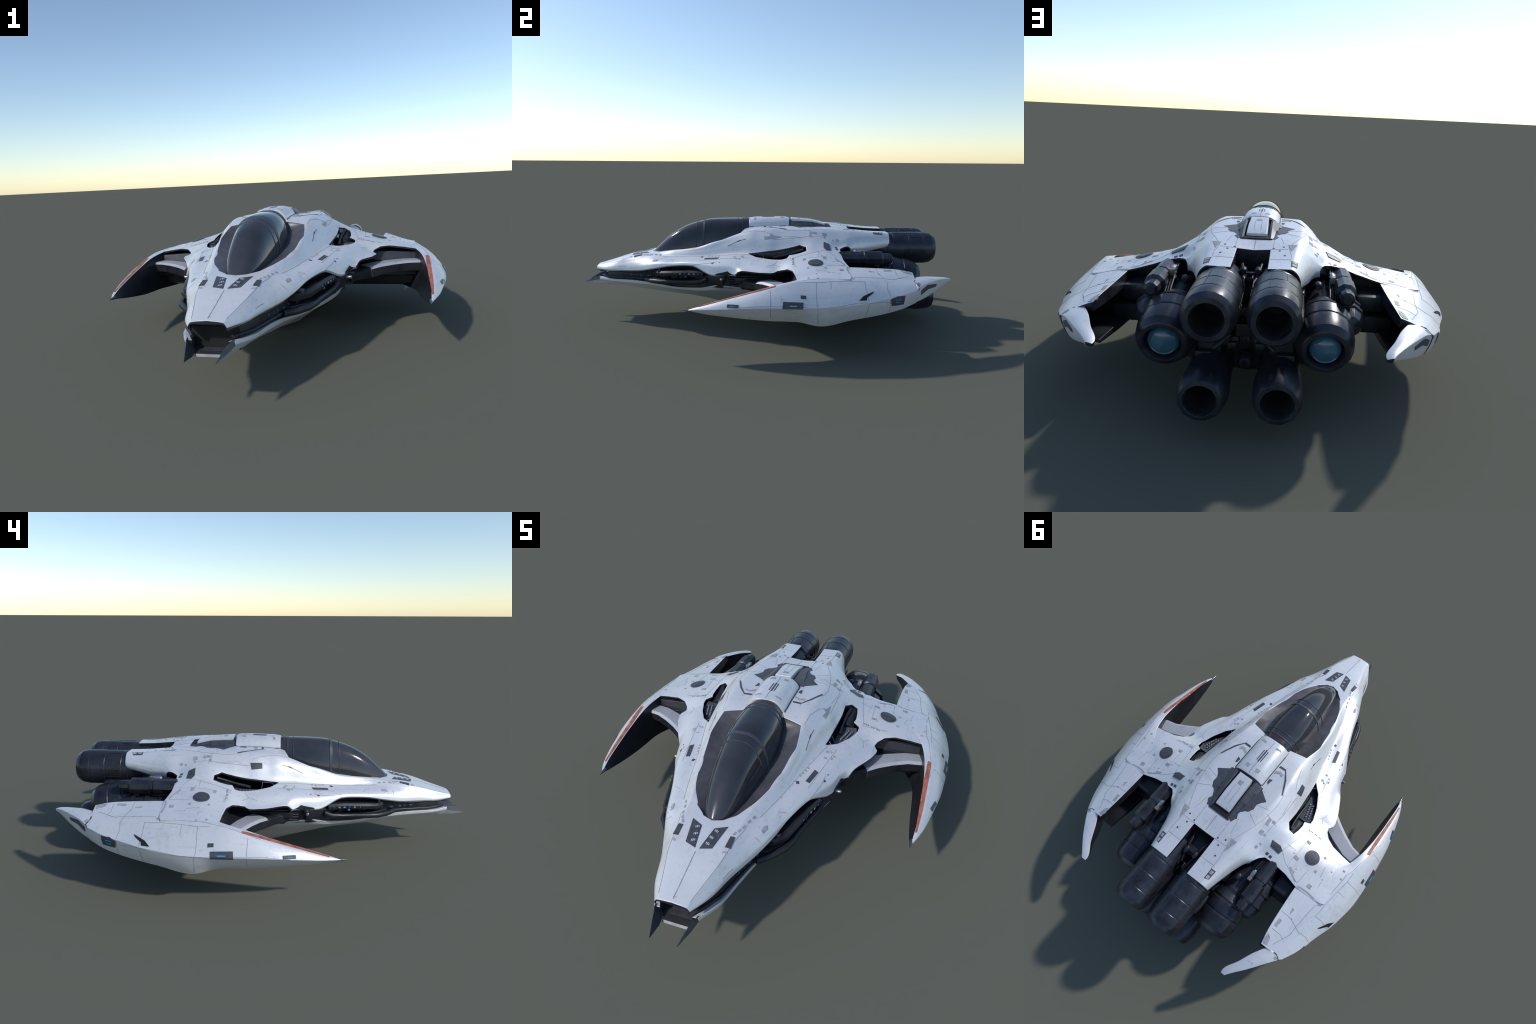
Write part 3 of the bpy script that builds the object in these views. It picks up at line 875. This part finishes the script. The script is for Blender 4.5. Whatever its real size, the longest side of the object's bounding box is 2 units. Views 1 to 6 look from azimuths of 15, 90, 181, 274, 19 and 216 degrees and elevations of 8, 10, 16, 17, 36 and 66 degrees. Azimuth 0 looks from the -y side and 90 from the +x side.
seams, marks = [], []
for s in (1, -1):
    bl = blades[0] if s > 0 else blades[1]
    # round wing port
    wg = wings[0] if s > 0 else wings[1]
    port = plate('wing_port', circle((s * .483, .306, .403), .037, 28, (1, 0, -.22 * s), (0, 1, .1)), TRIM, .003, wg)
    plate('port_cap', circle((s * .483, .306, .406), .028, 24, (1, 0, -.22 * s), (0, 1, .1)), TRIM, .0045, port)
    plate('root_vent', mx([(.289, .395, .455), (.279, .365, .465), (.326, .361, .447), (.347, .374, .438), (.341, .398, .437)], s), TRIM, .003)
    for c in ((.297, .432, .445), (.318, .434, .440)):
        plate('root_bolt', mx(rect(c, .1, .013, .013, (-.4, 0)), s), TRIM)
    plate('deck_fin_mark', mx([(.129, .490, .527), (.164, .488, .527), (.142, .559, .520)], s), MARK)
    tv = plate('tail_vent', mx([(.142, .656, .511), (.166, .655, .503), (.163, .703, .500), (.141, .712, .508)], s), TRIM)
    for y0 in (.662, .688):
        plate('tail_vent_pane', mx([(.146, y0, .510), (.161, y0, .505), (.159, y0 + .018, .504), (.145, y0 + .018, .508)], s), MARK, .003, tv)
    plate('flank_vent', mx([(.216, .084, .507), (.228, .098, .50), (.236, .144, .492), (.241, .100, .485), (.240, .052, .480), (.226, .049, .493), (.230, .083, .493)] if s > 0 else
                           [(.229, .049, .491), (.246, .047, .468), (.257, .098, .464), (.235, .106, .491)], s), TRIM if s < 0 else MARK)
    marks.append(plate('m', mx([(.419, .412, .414), (.429, .408, .412), (.463, .437, .399), (.490, .448, .393), (.479, .452, .394), (.441, .432, .405)], s), MARK, .001))
    marks.append(plate('m', mx([(.440, .415, .41), (.452, .412, .405), (.456, .425, .402)], s), MARK, .001))
    for c, w, l in (((.425, .254, .409), .022, .015), ((.422, .357, .417), .026, .017), ((.550, .426, .382), .022, .020), ((.530, .653, .375), .016, .040),
                    ((.534, .265, .386), .013, .010), ((.534, .350, .390), .012, .012), ((.646, .258, .363), .012, .010), ((.655, .300, .360), .010, .008)):
        marks.append(plate('m', mx(rect(c, .05, w, l, (-.22, 0)), s), MARK, .0012))
    for c in ((.40, .345, .428), (.452, .40, .405), (.585, .36, .38), (.60, .30, .375), (.57, .60, .36)):
        marks.append(plate('m', mx(rect(c, .6, .007, .006, (-.22, 0)), s), MARK, .0012))
    plate('aft_corner_mark', mx([(.522, .717, .372), (.539, .729, .367), (.548, .763, .356), (.527, .768, .362), (.519, .745, .368)], s), MARK)
    marks.append(plate('m', mx([(.545, .555, .372), (.556, .56, .369), (.552, .59, .369), (.547, .575, .371)], s), MARK, .001))
    # seam between wing deck and the aft panel, and the long seams of the blade
    seams.append(seam(mx([(.503, .462, .388), (.530, .456, .383), (.556, .455, .379), (.60, .459, .37), (.650, .467, .357)], s), .007, .0008, MARK))
    for p in ([(.608, .614, .353), (.625, .480, .362), (.648, .465, .358), (.659, .350, .361), (.667, .266, .361), (.679, .231, .357), (.703, .109, .334), (.712, .03, .311)],
              [(.689, .290, .350), (.738, .286, .311), (.773, .287, .271), (.784, .292, .250), (.758, .295, .165)],
              [(.654, .519, .347), (.692, .517, .323), (.732, .525, .282), (.735, .522, .25), (.720, .515, .19)],
              [(.607, .618, .353), (.638, .629, .337), (.671, .622, .318), (.700, .631, .280), (.695, .632, .240), (.682, .631, .205)],
              [(.719, .080, .318), (.760, .082, .277), (.770, .082, .258), (.730, .083, .187)],
              [(.567, .746, .353), (.608, .660, .347), (.608, .614, .353)],
              [(.655, .521, .346), (.664, .442, .352), (.677, .358, .352), (.687, .297, .350), (.691, .237, .352)], [(.677, .358, .352), (.714, .356, .328)],
              [(.702, .631, .265), (.740, .524, .270), (.758, .457, .270), (.775, .382, .262), (.784, .298, .254), (.779, .250, .256), (.774, .128, .260), (.763, .024, .256), (.745, -.09, .240)],
              [(.51, .60, .381), (.56, .60, .368), (.606, .616, .354)], [(.52, .69, .375), (.57, .69, .358), (.592, .70, .345)],
              [(.740, .64, .27), (.70, .64, .25)]):
        seams.append(seam(mx(p, s), .0016))
    seams.append(seam(mx([(.592, .770, .341), (.61, .769, .332), (.629, .785, .319), (.64, .775, .300)], s), .005, .001, TRIM))
    # wing deck seams and lettering rows
    for p in ([(.349, .376, .437), (.389, .181, .402)], [(.349, .376, .437), (.387, .407, .423), (.490, .450, .392)], [(.494, .450, .391), (.502, .360, .397)],
              [(.382, .183, .405), (.40, .186, .404), (.50, .21, .388)], [(.381, .203, .410), (.491, .20, .385)], [(.415, .265, .412), (.412, .350, .418)],
              [(.56, .30, .386), (.57, .36, .385)], [(.352, .33, .437), (.40, .33, .424)], [(.59, .42, .372), (.585, .37, .378)],
              [(.375, .12, .39), (.41, .10, .385), (.43, .13, .37)], [(.41, .10, .385), (.42, .06, .377)]):
        seams.append(seam(mx(p, s), .0013))
    for k in range(9):
        x = .392 + .0085 * k
        if k in (3, 6): continue
        marks.append(plate('m', mx(rect((x, .199 - .0004 * k, .408 - .0022 * k), .2 * (k % 3 - 1), .0048, .009, (-.25, .1)), s), LINE, .001))
    # shoulder / deck seams
    for p in ([(.132, .032, .531), (.128, .047, .533), (.164, .095, .533), (.198, .170, .523), (.203, .224, .517), (.196, .300, .518), (.180, .380, .525), (.148, .470, .530), (.132, .52, .525), (.142, .60, .515), (.140, .66, .510)],
              [(.112, .477, .527), (.098, .394, .532)], [(.073, .424, .530), (.072, .53, .520), (.065, .535, .518)], [(.065, .536, .518), (.129, .535, .522)],
              [(.188, .292, .524), (.264, .307, .473)], [(.240, .365, .480), (.254, .234, .476), (.25, .10, .476)], [(.126, .286, .535), (.19, .27, .524)], [(.125, .34, .534), (.18, .37, .526)],
              [(.065, .64, .508), (.138, .64, .511)], [(.30, .05, .411), (.275, -.04, .404), (.226, -.22, .388), (.18, -.417, .374), (.150, -.52, .367)],
              [(.179, -.07, .506), (.185, -.007, .518), (.204, .060, .514), (.221, .095, .503)], [(.24, .16, .487), (.25, .24, .479)],
              [(.268, -.3, .372), (.305, -.10, .392), (.318, -.03, .395)], [(.284, -.34, .345), (.31, -.26, .366), (.312, -.20, .372)], [(.16, -.60, .34), (.185, -.60, .325)],
              [(.055, -.897, .298), (.075, -.82, .32), (.094, -.755, .342), (.107, -.665, .362), (.125, -.59, .368)],
              [(.115, -.775, .29), (.128, -.73, .308)], [(.2, -.46, .36), (.225, -.445, .345)]):
        seams.append(seam(mx(p, s), .0014))
    plate('deck_chevron', mx([(.096, .047, .534), (.128, .047, .533), (.164, .095, .533), (.197, .170, .523), (.192, .172, .524), (.158, .100, .533), (.130, .056, .533), (.092, .058, .534)], s), TRIM)
    plate('deck_chevron', mx([(.091, .102, .536), (.117, .087, .536), (.135, .096, .535), (.137, .080, .535), (.115, .073, .535), (.092, .086, .536)], s), MARK)
    plate('deck_chevron', mx([(.103, .169, .536), (.109, .134, .536), (.093, .140, .536), (.094, .158, .536)], s), TRIM)
    for c in ((.112, .512, .524), (.098, .552, .520), (.074, .525, .519), (.118, .60, .514)
             ):
        marks.append(plate('m', [(p.x, p.y, p.z) for p in circle((s * c[0], c[1], c[2]), .0042, 10)], TRIM, .0012))
    # dark tattered patch around the hatch
    plate('hatch_patch', mx([(.066, .190, .537), (.098, .208, .536), (.154, .246, .535), (.136, .266, .535), (.124, .286, .535), (.127, .312, .535), (.114, .338, .534), (.098, .345, .534),
                             (.091, .355, .534), (.082, .362, .534), (.080, .378, .533), (.090, .398, .532), (.083, .409, .531), (.076, .427, .530), (.066, .424, .530), (.055, .430, .528), (.05, .40, .530), (.052, .25, .536)], s), TRIM, .001)
    # spine plates
    plate('spine_plate', mx([(.030, -.006, .576), (.056, -.010, .566), (.058, .0, .567), (.032, .004, .577)], s), MARK, .001, spine)
    plate('spine_plate', mx([(.018, .146, .578), (.042, .142, .576), (.040, .162, .576), (.020, .166, .577)], s), MARK, .001, spine)
    seams.append(seam(mx([(.0855, -.04, .531), (.0855, .19, .537)], s), .004, .001, TRIM))
    plate('canopy_warning', mx([(.008, -.066, .571), (.042, -.066, .566), (.040, -.044, .566), (.008, -.044, .571)], s), REDDARK, .001, canopy)
    # shoulder markings
    sh = plate('shoulder_vent', mx([(.248, -.269, .378), (.265, -.192, .385), (.282, -.201, .381), (.265, -.272, .375)], s), TRIM)
    for k in range(4):
        t = k / 3
        marks.append(plate('m', mx(rect((.221 + .018 * t, -.25 + .055 * t, .386 + .002 * t), -.22, .010 - .003 * (k % 2), .009, (-.1, .05)), s), MARK, .001))
    marks.append(plate('m', mx(rect((.222, -.289, .379), .3, .012, .014, (-.1, 0)), s), TRIM, .001))
    marks.append(plate('m', mx([(.312, -.232, .362), (.320, -.222, .360), (.312, -.214, .366)], s), TRIM, .001))
    marks.append(plate('m', mx([(.314, -.190, .369), (.322, -.186, .367), (.320, -.181, .369)], s), TRIM, .001))
    for c in ((.286, -.068, .397), (.300, -.060, .393), (.318, -.080, .388), (.310, -.098, .388), (.287, -.108, .393)):
        marks.append(plate('m', mx(rect(c, rnd.uniform(-1, 1), rnd.uniform(.008, .014), rnd.uniform(.006, .014), (-.2, .1)), s), MARK, .001))
    plate('flank_blob', mx([(.183, -.536, .353), (.190, -.548, .348), (.181, -.573, .345), (.172, -.568, .351), (.174, -.545, .355)], s), MARK)
    seams.append(seam(mx([(.214, -.15, .441), (.212, -.083, .470), (.217, -.049, .480)], s), .0022, .0008, TRIM))
    marks.append(plate('m', mx([(.211, -.098, .466), (.215, -.094, .464), (.215, -.076, .472), (.210, -.080, .474)], s), TRIM, .001))
    for c, w, l in (((.214, .376, .499), .02, .03), ((.232, .375, .486), .014, .014), ((.228, .300, .490), .018, .018), ((.240, .444, .479), .014, .02), ((.243, .42, .474), .01, .01), ((.209, .315, .505), .016, .05)):
        marks.append(plate('m', mx(rect(c, -.1, w * .8, l * .8, (-.9, 0)), s), MARK, .001))
    # nose plates
    v = plate('nose_plate', mx([(.024, -.632, .372), (.067, -.611, .375), (.049, -.710, .357), (.0075, -.7235, .355)], s), TRIM)
    for c in ((.036, -.641, .371), (.0295, -.6705, .365), (.027, -.697, .360)):
        for k in (-1, 0, 1):
            marks.append(plate('m', mx(rect((c[0] + .0052 * k, c[1] - .002 * k, c[2]), -.2, .0026 + .001 * (k == 0), .0095 - .002 * abs(k), (0, .19)), s), LETTER, .0026))
    plate('nose_cleat', mx([(.089, -.646, .367), (.105, -.645, .365), (.107, -.690, .354), (.087, -.692, .359)], s), TRIM, .003)
    for c in ((.098, -.630, .369), (.108, -.612, .370), (.117, -.590, .370), (.124, -.560, .371), (.133, -.535, .371)):
        marks.append(plate('m', mx(rect(c, -.4, .008, .016, (-.2, .15)), s), MARK, .001))
    for k in range(4):
        marks.append(plate('m', mx(rect((.088 + .0045 * k, -.712 + .002 * k, .354), 0, .002, .009, (0, .19)), s), MARK, .001))
    # orange stripe on the blade's leading edge
    plate('blade_stripe', mx([(.690, .106, .334), (.7035, .104, .332), (.7055, .025, .311), (.7045, -.045, .292), (.7025, -.147, .264), (.696, -.250, .233), (.690, -.253, .233),
                              (.6895, -.152, .264), (.6885, -.050, .292), (.6875, .010, .309)], s), ORANGE, .0026, bl, .008)
    # light panels on the blade
    def lights(pts, bars, name='blade_light', glow=BLUE):
        o = plate(name, mx(pts, s), TRIM, .003, bl)
        for b in bars:
            plate('light_bar', mx(b, s), glow, .0042, o, .02)
    lights([(.769, .228, .278), (.765, .137, .280), (.778, .134, .250), (.784, .226, .252)], [[(.777, .200, .266), (.776, .166, .266), (.778, .166, .261), (.779, .200, .261)]], 'blade_light', BLUE if s < 0 else MARK)
    lights([(.680, .703, .290), (.693, .663, .291), (.704, .633, .279), (.696, .640, .245), (.672, .700, .247)],
           [[(.684, .682, .275), (.695, .654, .275), (.695, .654, .271), (.684, .682, .271)], [(.683, .680, .261), (.692, .656, .262), (.692, .656, .257), (.683, .680, .257)]])
    lights([(.745, -.062, .258), (.730, -.113, .256), (.739, -.115, .244), (.752, -.064, .246)], [[(.745, -.080, .251), (.740, -.104, .250), (.742, -.104, .247), (.747, -.080, .248)]])
    plate('blade_slot', mx([(.744, .479, .279), (.724, .502, .296), (.696, .554, .311), (.705, .548, .304), (.727, .517, .289), (.735, .515, .279)], s), NEARBLACK, .002, bl)
    plate('tail_mark', mx([(.553, .891, .316), (.596, .833, .321), (.626, .797, .300), (.616, .795, .278), (.588, .838, .300), (.551, .886, .303)], s), TRIM, .002, bl)
    marks.append(plate('m', mx(rect((.612, .786, .326), .6, .014, .014, (-.6, .2)), s), MARK, .001))
    marks.append(plate('m', mx([(.748, .216, .306), (.747, .240, .304), (.757, .240, .291), (.757, .216, .293)], s), TRIM, .0015))
# centre-line features
plate('spine_slot', [(-.0135, .040, .578), (-.009, .040, .578), (-.009, .106, .579), (-.0135, .106, .579)], TRIM, .001, spine)
plate('spine_slot', [(-.0036, .034, .578), (.0036, .034, .578), (.0036, .112, .579), (-.0036, .112, .579)], TRIM, .001, spine)
plate('spine_slot', [(.009, .040, .578), (.0135, .040, .578), (.0135, .106, .579), (.009, .106, .579)], TRIM, .001, spine)
plate('hatch_badge', [(-.012, .238, .573), (.012, .238, .573), (.012, .262, .572), (-.012, .262, .572)], MARK, .001, hatch)
for p in ([(0, -.736, .352), (0, -.905, .303)], [(.0, .440, .527), (.0, .53, .516)], [(-.004, -.03, .572), (-.002, .045, .578)], [(0, .105, .579), (0, .185, .579)]):
    seams.append(seam(p, .0026))
seams.append(seam([(-.014, .27, .571), (-.014, .39, .54)], .0015)); seams.append(seam([(.014, .27, .571), (.014, .39, .54)], .0015))
join('panel_seam', seams, ROOT, True)
join('panel_marking', marks, ROOT, True)

ROOT.rotation_euler[2] = .006        # the craft sits a touch askew in its frame
